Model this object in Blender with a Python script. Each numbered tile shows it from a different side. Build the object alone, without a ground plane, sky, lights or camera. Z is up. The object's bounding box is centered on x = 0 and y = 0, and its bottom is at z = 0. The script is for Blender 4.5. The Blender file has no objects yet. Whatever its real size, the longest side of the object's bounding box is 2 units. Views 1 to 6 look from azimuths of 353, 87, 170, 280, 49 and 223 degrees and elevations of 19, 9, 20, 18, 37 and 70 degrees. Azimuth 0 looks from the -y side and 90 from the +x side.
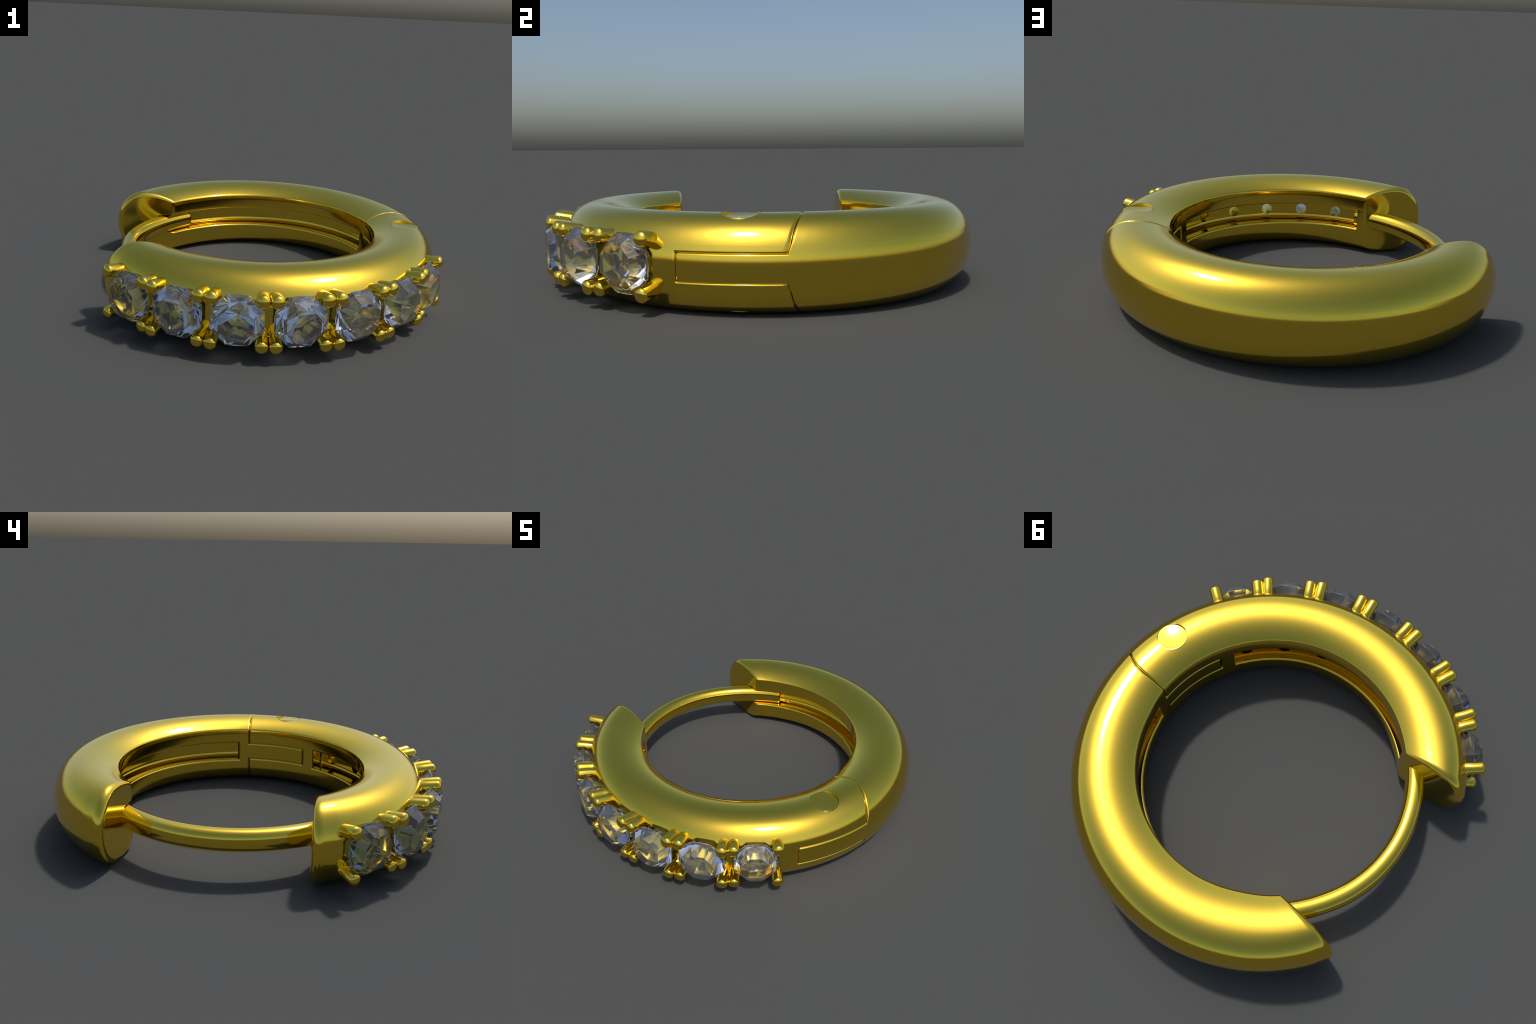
# A gold hinged hoop earring lying flat, set with seven round brilliant stones.
import bpy, bmesh, math
from mathutils import Vector, Matrix

CX, CY, Z0 = -0.080, 0.040, 0.190          # hoop axis and mid height
R_IN, R_TOP, R_OUT = 0.637, 0.795, 0.958   # inner wall, crest of the tube, outer equator
HALF = 0.190                               # half height of the tube
POW = 2.15                                 # fullness of the outer quarter of the tube section
RHO_IN = 0.255                             # radius of the curve from the crest to the inner rim
A_OUT = R_OUT - R_TOP
Z_EDGE = 0.055                             # half height of slots and of the tongue
R_LOW = 0.765                              # where the underside starts to rise to the inner wall
HOLLOW = 0.028                             # hollow between the sides and the bottom of the slots
LIP = 0.010                                # rounding of the slot lips
rad = math.radians


# ------------------------------------------------------------------ materials
def material(name, **kw):
    m = bpy.data.materials.new(name)
    m.use_nodes = True
    b = m.node_tree.nodes["Principled BSDF"]
    for k, v in kw.items():
        b.inputs[k].default_value = v
    return m, b


def polished_gold():
    m, b = material("polished_gold", Metallic=1.0, Roughness=0.11)
    nt = m.node_tree
    tc = nt.nodes.new("ShaderNodeTexCoord")
    n = nt.nodes.new("ShaderNodeTexNoise")
    n.inputs["Scale"].default_value = 3.0
    n.inputs["Detail"].default_value = 3.0
    nt.links.new(tc.outputs["Object"], n.inputs["Vector"])
    ramp = nt.nodes.new("ShaderNodeValToRGB")
    ramp.color_ramp.elements[0].color = (0.985, 0.70, 0.075, 1)
    ramp.color_ramp.elements[1].color = (1.0, 0.715, 0.08, 1)
    nt.links.new(n.outputs["Fac"], ramp.inputs["Fac"])
    nt.links.new(ramp.outputs["Color"], b.inputs["Base Color"])
    return m


GOLD = polished_gold()
STONE, _b = material("clear_crystal", Roughness=0.02, IOR=1.45)
_b.inputs["Base Color"].default_value = (0.62, 0.675, 0.80, 1)
_b.inputs["Transmission Weight"].default_value = 0.94


# ------------------------------------------------------------------ helpers
def make_object(name, mesh, parent=None, mat=GOLD, matrix=None):
    o = bpy.data.objects.new(name, mesh)
    bpy.context.scene.collection.objects.link(o)
    if mat and not mesh.materials:
        mesh.materials.append(mat)
    o.parent = parent
    if matrix is not None:
        o.matrix_world = matrix
    return o


def mesh_from(name, verts, faces):
    me = bpy.data.meshes.new(name)
    me.from_pydata([tuple(v) for v in verts], [], faces)
    bm = bmesh.new()
    bm.from_mesh(me)
    bmesh.ops.remove_doubles(bm, verts=bm.verts, dist=2e-5)
    bmesh.ops.dissolve_degenerate(bm, edges=bm.edges, dist=1e-5)
    bmesh.ops.recalc_face_normals(bm, faces=bm.faces)
    bm.to_mesh(me)
    bm.free()
    return me


def smooth(me, angle):
    me.shade_smooth()
    me.set_sharp_from_angle(angle=rad(angle))


def weighted(o):
    w = o.modifiers.new("weighted", "WEIGHTED_NORMAL")
    w.weight, w.keep_sharp, w.mode = 80, True, "FACE_AREA"
    dg = bpy.context.evaluated_depsgraph_get()
    dg.update()
    me = bpy.data.meshes.new_from_object(o.evaluated_get(dg))
    me.name = o.data.name
    o.modifiers.clear()
    o.data = me


def subtract(o, cutters):
    for c in cutters:
        m = o.modifiers.new("cut", "BOOLEAN")
        m.operation, m.solver, m.object = "DIFFERENCE", "EXACT", c
    dg = bpy.context.evaluated_depsgraph_get()
    dg.update()
    me = bpy.data.meshes.new_from_object(o.evaluated_get(dg))
    o.modifiers.clear()
    o.data = me
    for c in cutters:
        bpy.data.objects.remove(c)


def lerp_table(table, x):
    if x <= table[0][0]:
        return table[0][1]
    for (a, u), (b, v) in zip(table, table[1:]):
        if x <= b:
            t = (x - a) / (b - a)
            t = t * t * (3 - 2 * t)
            return u + (v - u) * t
    return table[-1][1]


# ------------------------------------------------------------------ tube section
def fillet_profile(lo, hi, depth, f, inner=0.005, mids=5):
    """(position, depth) pairs crossing a recess from lo to hi with rounded lips."""
    half = [(lo - f * 1.6, 0.0)]
    for k in range(5):
        a = rad(90 * k / 4)
        half.append((lo - f + f * math.sin(a) + 0.0004 * k, f * (1 - math.cos(a))))
    steps = 8 if inner > 0.01 else 2
    for k in range(steps + 1):                        # hollow where the side meets the bottom
        a = rad(90 * k / steps)
        half.append((lo + 0.0022 + inner * (1 - math.cos(a)), depth - inner * (1 - math.sin(a))))
    other = [(lo + hi - p, d) for p, d in reversed(half)]
    middle = [(half[-1][0] + (other[0][0] - half[-1][0]) * k / (mids + 1), depth) for k in range(1, mids + 1)]
    return half + middle + other


def crown_z(r):
    return HALF - (RHO_IN - math.sqrt(RHO_IN ** 2 - (R_TOP - r) ** 2))


def tube_section():
    """Closed loop of (r, z-Z0, side, recess depth limit): side 1 inner wall, -1 outer face, 0 neither."""
    zi = crown_z(R_IN)
    pts = []
    inner = fillet_profile(-Z_EDGE, Z_EDGE, -1.0, LIP, inner=HOLLOW)
    c = 0.004                                         # small round where wall meets crown
    pts.append((R_IN, -0.088, 0, 0))
    pts += [(R_IN, z, 1, d) for z, d in inner]
    for z in (0.085, 0.105, zi - c):
        pts.append((R_IN, z, 0, 0))

    def crown(steps):
        out = []
        for k in range(steps + 1):                    # from the rim over the crest
            r = R_IN + 0.003 + (R_TOP - R_IN - 0.003) * k / steps
            out.append((r, crown_z(r), 0, 0))
        for k in range(1, 91):                        # from the crest down to the outer slot level
            th = rad(k)
            ct, st = math.cos(th), math.sin(th)
            out.append((R_TOP + A_OUT * st ** (2 / POW), HALF * ct ** (2 / POW), 0, 0))
        return out
    top = [p for p in crown(26) if p[0] <= R_TOP + 1e-6 or p[1] > 0.082]
    pts += top
    outer = []
    for z, d in reversed(fillet_profile(-Z_EDGE, Z_EDGE, 1.0, 0.009, mids=15)):
        r = R_TOP + A_OUT * (1 - (abs(z) / HALF) ** POW) ** (1 / POW)
        outer.append((r, z, -1, d))
    pts += outer
    for r, z, side, d in reversed(top):
        if r < R_LOW:
            break
        pts.append((r, -z, side, d))
    for k in range(1, 30):                            # fuller curve under the inner rim
        t = rad(90 * k / 30)
        r = R_LOW - (R_LOW - R_IN) * math.sin(t) ** (2 / 2.8)
        pts.append((r, -0.088 - (HALF - 0.088) * math.cos(t) ** (2 / 2.8), 0, 0))
    return pts


SECTION = tube_section()


def section_normals():
    n = len(SECTION)
    out = []
    for i in range(n):
        a, b = SECTION[i - 1], SECTION[(i + 1) % n]
        t = Vector((b[0] - a[0], b[1] - a[1])).normalized()
        out.append(Vector((-t.y, t.x)))       # points into the tube or out of it, fixed below
    mid = Vector((0.79, 0.0))
    for i, (r, z, *_ ) in enumerate(SECTION):
        if out[i].dot(mid - Vector((r, z))) < 0:
            out[i] = -out[i]
    return out


INWARD = section_normals()


def plane_angle(line, rho):
    """Angle (deg) of a cut at radius rho, from its (radius, angle) table."""
    if rho <= line[0][0]:
        return line[0][1]
    for (r1, a1), (r2, a2) in zip(line, line[1:]):
        if rho <= r2 or (r2, a2) == line[-1]:
            return a1 + (a2 - a1) * (rho - r1) / (r2 - r1)


def straight_cut(p, q):
    """Cut along the straight line through two plan points, as a (radius, angle) table."""
    p, q = Vector(p) - Vector((CX, CY)), Vector(q) - Vector((CX, CY))
    d = (q - p).normalized()
    out = []
    for k in range(24):
        r = 0.56 + 0.5 * k / 23
        t = -p.dot(d) + math.sqrt(p.dot(d) ** 2 - p.length_squared + r * r)
        v = p + d * t
        out.append((r, math.degrees(math.atan2(v.y, v.x))))
    return tuple(out)


def hoop_half(name, start_line, end_line, f_start, f_end, recess, inner_table, outer_table, zscale, step=1.0):
    """Sweep the tube section from one straight cut to another, with rounded ends and recesses.

    recess: list of (side, from angle or None, to angle or None, depth)."""
    a0, a1 = plane_angle(start_line, R_IN), plane_angle(end_line, R_IN)
    stations = set()
    k = math.ceil((a1 - a0) / step)
    for i in range(k + 1):
        stations.add(round(a0 + (a1 - a0) * i / k, 4))
    marks = []
    for side, lo, hi, depth in recess:
        L = lo if lo is not None else a0 - 30
        H = hi if hi is not None else a1 + 30
        rr = R_IN if side == 1 else R_OUT
        prof2 = [(L + math.degrees(p / rr), d)
                 for p, d in fillet_profile(0.0, rad(H - L) * rr, depth, LIP if side == 1 else 0.009, inner=0.012 if side == 1 else 0.005, mids=0)]
        marks.append((side, prof2, depth))
        for p, d in prof2:
            if a0 < p < a1:
                for s in [x for x in stations if abs(x - p) < 0.15 and x not in (round(a0, 4), round(a1, 4))
                          and not any(abs(x - q) < 1e-3 for _, pr, _ in marks for q, _ in pr)]:
                    stations.discard(s)
                stations.add(round(p, 4))
    stations = sorted(stations)

    def depth_at(side, ang):
        best = 0.0
        for s, prof, depth in marks:
            if s != side or ang <= prof[0][0] or ang >= prof[-1][0]:
                continue
            for (p, d), (q, e) in zip(prof, prof[1:]):
                if p <= ang <= q:
                    best = max(best, d + (e - d) * (ang - p) / max(1e-9, q - p))
                    break
        return best

    rows = []

    def row(ang, inset, pull):
        di, do = depth_at(1, ang), depth_at(-1, ang)
        dr = lerp_table(inner_table, ang)
        do_ = lerp_table(outer_table, ang)
        zs = lerp_table(zscale, ang)
        out = []
        for (r, z, side, d), nrm in zip(SECTION, INWARD):
            fade = max(0.0, min(1.0, (R_TOP + 0.05 - r) / (R_TOP + 0.05 - R_IN)))
            g = max(0.0, min(1.0, (r - R_IN) / (R_OUT - R_IN)))
            if side == 1:
                z *= zs
            rout = max(0.0, (r - R_TOP) / A_OUT)
            r += dr * fade + do_ * rout * (2 - rout)
            ins = (inset[0] + (inset[1] - inset[0]) * g)
            pul = (pull[0] + (pull[1] - pull[0]) * g)
            r += nrm.x * ins
            z += nrm.y * ins
            dd = (min(d if d >= 0 else max(LIP, di + d + 1), di) if side == 1 else min(d, do) if side == -1 else 0.0)
            r += dd * (1 if side == 1 else -1)
            w0 = max(0.0, 1 - (ang - a0) / 28) ** 2
            w1 = max(0.0, 1 - (a1 - ang) / 28) ** 2
            rc = max(0.45, min(1.05, r))
            a = ang + w0 * (plane_angle(start_line, rc) - a0) + w1 * (plane_angle(end_line, rc) - a1)
            a += math.degrees(pul / r)
            out.append((CX + r * math.cos(rad(a)), CY + r * math.sin(rad(a)), Z0 + z))
        rows.append(out)

    n = 10
    for i in range(n + 1):
        th = rad(90 * i / n)
        row(a0, [f * (1 - math.sin(th)) for f in f_start], [f * w * (1 - math.cos(th)) for f, w in zip(f_start, (1.0, 1.4))])
    lo_free = a0 + math.degrees(f_start[0] / R_IN + 1.4 * f_start[1] / R_OUT) * 0.8
    hi_free = a1 - math.degrees(f_end[0] / R_IN + 1.4 * f_end[1] / R_OUT) * 0.8
    for s in stations:
        if lo_free < s < hi_free:
            row(s, (0, 0), (0, 0))
    for i in range(n + 1):
        th = rad(90 * i / n)
        row(a1, [f * (1 - math.cos(th)) for f in f_end], [-f * w * (1 - math.sin(th)) for f, w in zip(f_end, (1.0, 1.4))])
    m = len(SECTION)
    verts = [v for r_ in rows for v in r_]
    faces = []
    for i in range(len(rows) - 1):
        for j in range(m):
            a, b = i * m + j, i * m + (j + 1) % m
            faces.append((a, b, b + m, a + m))
    faces.append(tuple(range(m)))
    faces.append(tuple(range((len(rows) - 1) * m, len(rows) * m))[::-1])
    return mesh_from(name, verts, faces)


def hoop_point(r, ang, z):
    return Vector((CX + r * math.cos(rad(ang)), CY + r * math.sin(rad(ang)), z))


def radial_frame(ang, r, z=Z0):
    """Matrix whose x axis points out along the radius, y along the hoop, z up."""
    c, s = math.cos(rad(ang)), math.sin(rad(ang))
    m = Matrix(((c, -s, 0, CX + r * c), (s, c, 0, CY + r * s), (0, 0, 1, z), (0, 0, 0, 1)))
    return m


def lathe_x(name, rings, sides, phase=0.0, shape=None):
    """Closed solid of rings (x, radius) around the local x axis."""
    verts, faces = [], []
    for x, rr in rings:
        for k in range(sides):
            a = 2 * math.pi * (k + phase) / sides
            q = rr * (shape(k) if shape else 1)
            verts.append((x, q * math.cos(a), q * math.sin(a)))
    for i in range(len(rings) - 1):
        for k in range(sides):
            a, b = i * sides + k, i * sides + (k + 1) % sides
            faces.append((a, b, b + sides, a + sides))
    faces.append(tuple(range(sides)))
    faces.append(tuple(range((len(rings) - 1) * sides, len(rings) * sides))[::-1])
    return mesh_from(name, verts, faces)


# ------------------------------------------------------------------ the earring
earring = bpy.data.objects.new("hoop_earring", None)
bpy.context.scene.collection.objects.link(earring)
earring["label"] = "gold hinged hoop earring with seven clear stones"
earring["category"] = "earring"

GEM_ANGLES = [-85.3 + 16.0 * k for k in range(-3, 4)]
SEAM = ((0.637, 6.9), (0.75, 6.8), (0.80, 6.2), (0.84, 5.1), (0.875, 3.9), (0.905, 2.9), (0.937, 1.8), (0.958, 0.2))   # the cut at the hinge leans
FREE_END = straight_cut((-0.544, 0.473), (-0.850, 0.487))
GEM_END = straight_cut((-0.540, -0.406), (-0.850, -0.421))
OUTER_DR = [(-156, -0.046), (-118, -0.002), (-100, 0.0), (105, 0.0), (120, -0.002), (156, -0.046)]
INNER_DR = [(-130, 0.0), (-110, 0.003), (-70, 0.003), (-31, -0.004), (-10, -0.005), (7, -0.005), (20, -0.011), (60, -0.006),
            (100, -0.006), (120, -0.009), (137, -0.004)]
SLOT_Z = [(-30, 1.0), (-25.6, 0.87), (8, 0.87), (12, 1.0)]
TONGUE_END = -24.0

# front half: carries the stones
front_mesh = hoop_half(
    "stone_band", GEM_END, tuple((r, a - 0.06) for r, a in SEAM), (0.010, 0.047), (0.010, 0.010),
    [(1, -131.0, -30.8, 0.092), (1, TONGUE_END - 0.35, None, 0.10), (-1, TONGUE_END - 0.1, None, 0.10)],
    INNER_DR, OUTER_DR, SLOT_Z)
front = make_object("stone_band", front_mesh, earring)

# back half: plain, with the catch slot
back_mesh = hoop_half(
    "plain_band", tuple((r, a + 0.06) for r, a in SEAM), FREE_END, (0.010, 0.010), (0.010, 0.047),
    [(1, 12.4, None, 0.085)],
    INNER_DR, OUTER_DR, SLOT_Z)
back = make_object("plain_band", back_mesh, earring)
smooth(back.data, 42)
weighted(back)

# cut seats, drill holes and sink the hinge pins
cutters = []
for a in GEM_ANGLES:
    me = lathe_x("seat", [(1.12, 0.110), (0.955, 0.108), (0.865, 0.045)], 8, 0.5)
    cutters.append(make_object("seat", me, matrix=radial_frame(a, 0)))
    me = lathe_x("hole", [(0.88, 0.031), (0.68, 0.031)], 24)
    cutters.append(make_object("hole", me, matrix=radial_frame(a, 0)))
PIN_ANGLE, PIN_R, PIN_RAD, PIN_TILT = -10.4, 0.798, 0.074, 3.0
for sgn in (1, -1):
    frame = radial_frame(PIN_ANGLE, PIN_R, Z0 + sgn * 0.1796) @ Matrix.Rotation(rad(PIN_TILT * sgn), 4, "Y") \
        @ Matrix.Rotation(rad(-90 * sgn), 4, "Y")
    me = lathe_x("pin_hole", [(-0.02, PIN_RAD + 0.0010), (0.09, PIN_RAD + 0.0010)], 64)
    cutters.append(make_object("pin_hole", me, matrix=frame))
    r, b = PIN_RAD, 0.0012
    me = lathe_x("hinge_pin", [(-0.03, r), (-b, r), (-b * 0.3, r - b * 0.3), (0.0, r - b)] + [(-0.005 * (1 - q * q), r * q) for q in (0.9, 0.75, 0.6, 0.45, 0.3, 0.15, 0.04)], 64)
    smooth(me, 50)
    pin = make_object("hinge_pin", me, front, matrix=frame)
subtract(front, cutters)
smooth(front.data, 42)
weighted(front)


# tongue of the plain half, lying in the slot of the stone half
def tongue():
    rows = []
    f = 0.008
    h = Z_EDGE - 0.0005
    angles = [TONGUE_END + (8.5 - TONGUE_END) * k / 30 for k in range(31)]
    table = INNER_DR

    def outer_r(z):
        return R_TOP + A_OUT * (1 - (abs(z) / HALF) ** POW) ** (1 / POW)

    def loop(ang, inset):
        dr = lerp_table(table, ang)
        ri = R_IN + dr
        out = []
        hh = h - inset
        ins = []
        for k in range(5):                            # inner lower lip round
            t = rad(90 * k / 4)
            ins.append((ri + inset + f * (1 - math.sin(t)), (-hh + f * (1 - math.cos(t))) * 0.87))
        ins = [(r, z) for r, z in ins]
        inner = ins + [(ri + inset, z * (hh - f) * 0.87) for z in (-0.5, 0, 0.5)] + [(r, -z) for r, z in reversed(ins)]
        outs = []
        for k in range(5):
            t = rad(90 * k / 4)
            z = hh - f * (1 - math.sin(t))
            outs.append((outer_r(z) - inset - f * (1 - math.cos(t)), z))
        outs = [(outer_r(hh - f * (1 - math.cos(rad(90 * k / 4)))) - inset - f * (1 - math.sin(rad(90 * k / 4))),
                 hh - f * (1 - math.cos(rad(90 * k / 4)))) for k in range(5)]
        outer = outs + [(outer_r(z * (hh - f)) - inset, z * (hh - f)) for z in (0.75, 0.5, 0.25, 0, -0.25, -0.5, -0.75)] \
            + [(r, -z) for r, z in reversed(outs)]
        for r, z in inner + outer:
            out.append(hoop_point(r, ang, Z0 + z))
        rows.append(out)
    for k in range(5):
        t = rad(90 * k / 4)
        loop(TONGUE_END + math.degrees(f * (1 - math.sin(t)) * 0 + f * (1 - math.cos(t)) / 0.8), f * (1 - math.sin(t)))
    for a in angles[1:]:
        loop(a, 0)
    m = len(rows[0])
    verts = [v for r_ in rows for v in r_]
    faces = []
    for i in range(len(rows) - 1):
        for j in range(m):
            a, b = i * m + j, i * m + (j + 1) % m
            faces.append((a, b, b + m, a + m))
    faces.append(tuple(range(m)))
    faces.append(tuple(range((len(rows) - 1) * m, len(rows) * m))[::-1])
    return mesh_from("hinge_tongue", verts, faces)


tongue_obj = make_object("hinge_tongue", tongue(), back)
smooth(tongue_obj.data, 42)
weighted(tongue_obj)


# ear post: a slightly flattened wire bridging the gap
def ear_post():
    path = [(122.6, 0.692), (129, 0.690), (137, 0.688), (150, 0.690), (165, 0.697), (180, 0.701), (195, 0.701),
            (205, 0.700), (215, 0.700), (224, 0.702), (231, 0.703)]
    n = 72
    rows = []
    a_lo, a_hi = path[0][0], path[-1][0]

    def loop(a, scale):
        r0 = lerp_lin(path, a)
        out = []
        for k in range(32):
            t = 2 * math.pi * k / 32
            c, s = math.cos(t), math.sin(t)
            p = 2 / 2.35
            x = 0.046 * scale * math.copysign(abs(c) ** p, c)
            z = 0.053 * scale * math.copysign(abs(s) ** p, s)
            out.append(hoop_point(r0 + x, a, Z0 - 0.004 + z))
        rows.append(out)
    e = math.degrees(0.016 / 0.69)
    for k in range(6):
        t = rad(90 * k / 5)
        loop(a_lo + e * (1 - math.sin(t)) * 0 + e * (1 - math.cos(t)), 1 - 0.30 * (1 - math.sin(t)))
    for k in range(1, n + 1):
        loop(a_lo + e + (a_hi - a_lo - e) * k / n, 1.0)
    m = 32
    verts = [v for r_ in rows for v in r_]
    faces = []
    for i in range(len(rows) - 1):
        for j in range(m):
            a, b = i * m + j, i * m + (j + 1) % m
            faces.append((a, b, b + m, a + m))
    faces.append(tuple(range(m)))
    faces.append(tuple(range((len(rows) - 1) * m, len(rows) * m))[::-1])
    return mesh_from("ear_post", verts, faces)


def lerp_lin(table, x):
    """Catmull-Rom through (x, y) pairs."""
    n = len(table)
    for i in range(n - 1):
        if x <= table[i + 1][0] or i == n - 2:
            x1, y1 = table[i]
            x2, y2 = table[i + 1]
            x0, y0 = table[max(0, i - 1)]
            x3, y3 = table[min(n - 1, i + 2)]
            t = (x - x1) / (x2 - x1)
            m1 = (y2 - y0) / (x2 - x0) * (x2 - x1)
            m2 = (y3 - y1) / (x3 - x1) * (x2 - x1)
            return ((2 * t ** 3 - 3 * t ** 2 + 1) * y1 + (t ** 3 - 2 * t ** 2 + t) * m1
                    + (3 * t ** 2 - 2 * t ** 3) * y2 + (t ** 3 - t ** 2) * m2)


post = make_object("ear_post", ear_post(), earring)
smooth(post.data, 50)
weighted(post)


# brilliant-cut stone: flat table, star, kite and girdle facets, pointed pavilion
def brilliant():
    R, girdle, crown, pav = 0.126, 0.003, 0.056, 0.126
    bm = bmesh.new()

    def ring(x, r, n, off, alt=None):
        out = []
        for k in range(n):
            a = 2 * math.pi * (k + off) / n
            q = r if alt is None or k % 2 == 0 else r * alt
            out.append(bm.verts.new((x, q * math.cos(a), q * math.sin(a))))
        return out
    table = ring(crown, R * 0.65, 8, 0.5)             # corners of the table
    bezel = ring(crown * 0.20, R * 0.875, 8, 0.0)      # where star facets meet the upper girdle
    gu = ring(girdle, R, 16, 1, 0.945)                # girdle: corners below table corners
    gl = ring(-girdle, R, 16, 1, 0.945)
    low = ring(-pav * 0.42, R * 0.56, 8, 0.0)
    culet = bm.verts.new((-pav, 0, 0))
    bm.faces.new(table)
    # gu[2k] sits at angle (2k+1)*22.5 = table corner k ; gu[2k-1] at 45k = bezel k
    for k in range(8):
        t0, t1 = table[k - 1], table[k]
        b = bezel[k]
        bm.faces.new((t0, t1, b))                     # star
        bm.faces.new((b, t1, gu[2 * k]))              # kite half
        bm.faces.new((t0, b, gu[2 * k - 2]))          # kite half of the other side
        bm.faces.new((b, gu[2 * k], gu[2 * k - 1]))   # upper girdle
        bm.faces.new((b, gu[2 * k - 1], gu[2 * k - 2]))
        l = low[k]
        bm.faces.new((l, gl[2 * k], gl[2 * k - 1]))   # lower girdle
        bm.faces.new((l, gl[2 * k - 1], gl[2 * k - 2]))
        bm.faces.new((l, gl[2 * k - 2], culet))
        bm.faces.new((l, culet, gl[2 * k]))
    for k in range(16):
        bm.faces.new((gu[k], gu[k - 1], gl[k - 1], gl[k]))
    bmesh.ops.recalc_face_normals(bm, faces=bm.faces)
    me = bpy.data.meshes.new("gemstone")
    bm.to_mesh(me)
    bm.free()
    return me


# prong: short wire that leaves the band at a slant, bends and ends in a flat rounded tip
def prong(ysign, reach):
    w = 0.0305
    path = [Vector((-0.082, 0.128, 0.068)), Vector((-0.046, 0.1045, 0.093)), Vector((reach, 0.1125, 0.1075))]
    verts, faces = [], []
    sides = 24
    d0 = (path[1] - path[0]).normalized()
    d1 = (path[2] - path[1]).normalized()
    rows = []

    def loop(centre, plane_n, along, scale):
        # circle of the wire along direction `along`, cut by the plane with normal plane_n
        u = along.cross(Vector((0, 0, 1))).normalized()
        v = u.cross(along).normalized()
        out = []
        for k in range(sides):
            a = 2 * math.pi * k / sides
            p = centre + (u * math.cos(a) + v * math.sin(a)) * w * scale
            t = (centre - p).dot(plane_n) / along.dot(plane_n)
            out.append(p + along * t)
        rows.append(out)
    mitre = (d0 + d1).normalized()
    loop(path[0], d0, d0, 1)
    loop(path[1], mitre, d1, 1)
    loop(path[1] + d1 * 0.03, d1, d1, 1)
    dome = 0.019                                      # low domed tip
    for k in range(10):
        t = rad(86 * k / 9)
        loop(path[2] - d1 * dome * (1 - math.sin(t)), d1, d1, math.cos(t) ** 0.9)
    for out in rows:
        verts += [(p.x, p.y * ysign, p.z) for p in out]
    for i in range(len(rows) - 1):
        for k in range(sides):
            a, c = i * sides + k, i * sides + (k + 1) % sides
            faces.append((a, c, c + sides, a + sides))
    faces.append(tuple(range(sides)))
    faces.append(tuple(range((len(rows) - 1) * sides, len(rows) * sides))[::-1])
    me = mesh_from("prong", verts, faces)
    smooth(me, 35)
    me.materials.append(GOLD)
    return me


# the row of stones is flatter than the hoop: it dips towards its ends
ROW_DIP = [(-48, -0.024), (-32, -0.010), (-16, -0.003), (0, 0.0), (16, -0.002), (32, -0.009), (48, -0.024)]
gem_mesh = brilliant()
gem_mesh.materials.append(STONE)
prong_meshes = {(y, z): prong(y * z, 0.042 if z > 0 else 0.048) for y in (1, -1) for z in (1, -1)}
half_turn = Matrix.Rotation(math.pi, 4, "X")
for a in GEM_ANGLES:
    frame = radial_frame(a, 0.986 + lerp_table(ROW_DIP, a + 85.3))
    gem = make_object("gemstone", gem_mesh, front, None, frame)
    frame = radial_frame(a, 0.986 + lerp_table(ROW_DIP, a + 85.3) * 0.85)
    for ys in (1, -1):
        make_object("prong", prong_meshes[ys, 1], front, None, frame)
        make_object("prong", prong_meshes[ys, -1], front, None, frame @ half_turn)
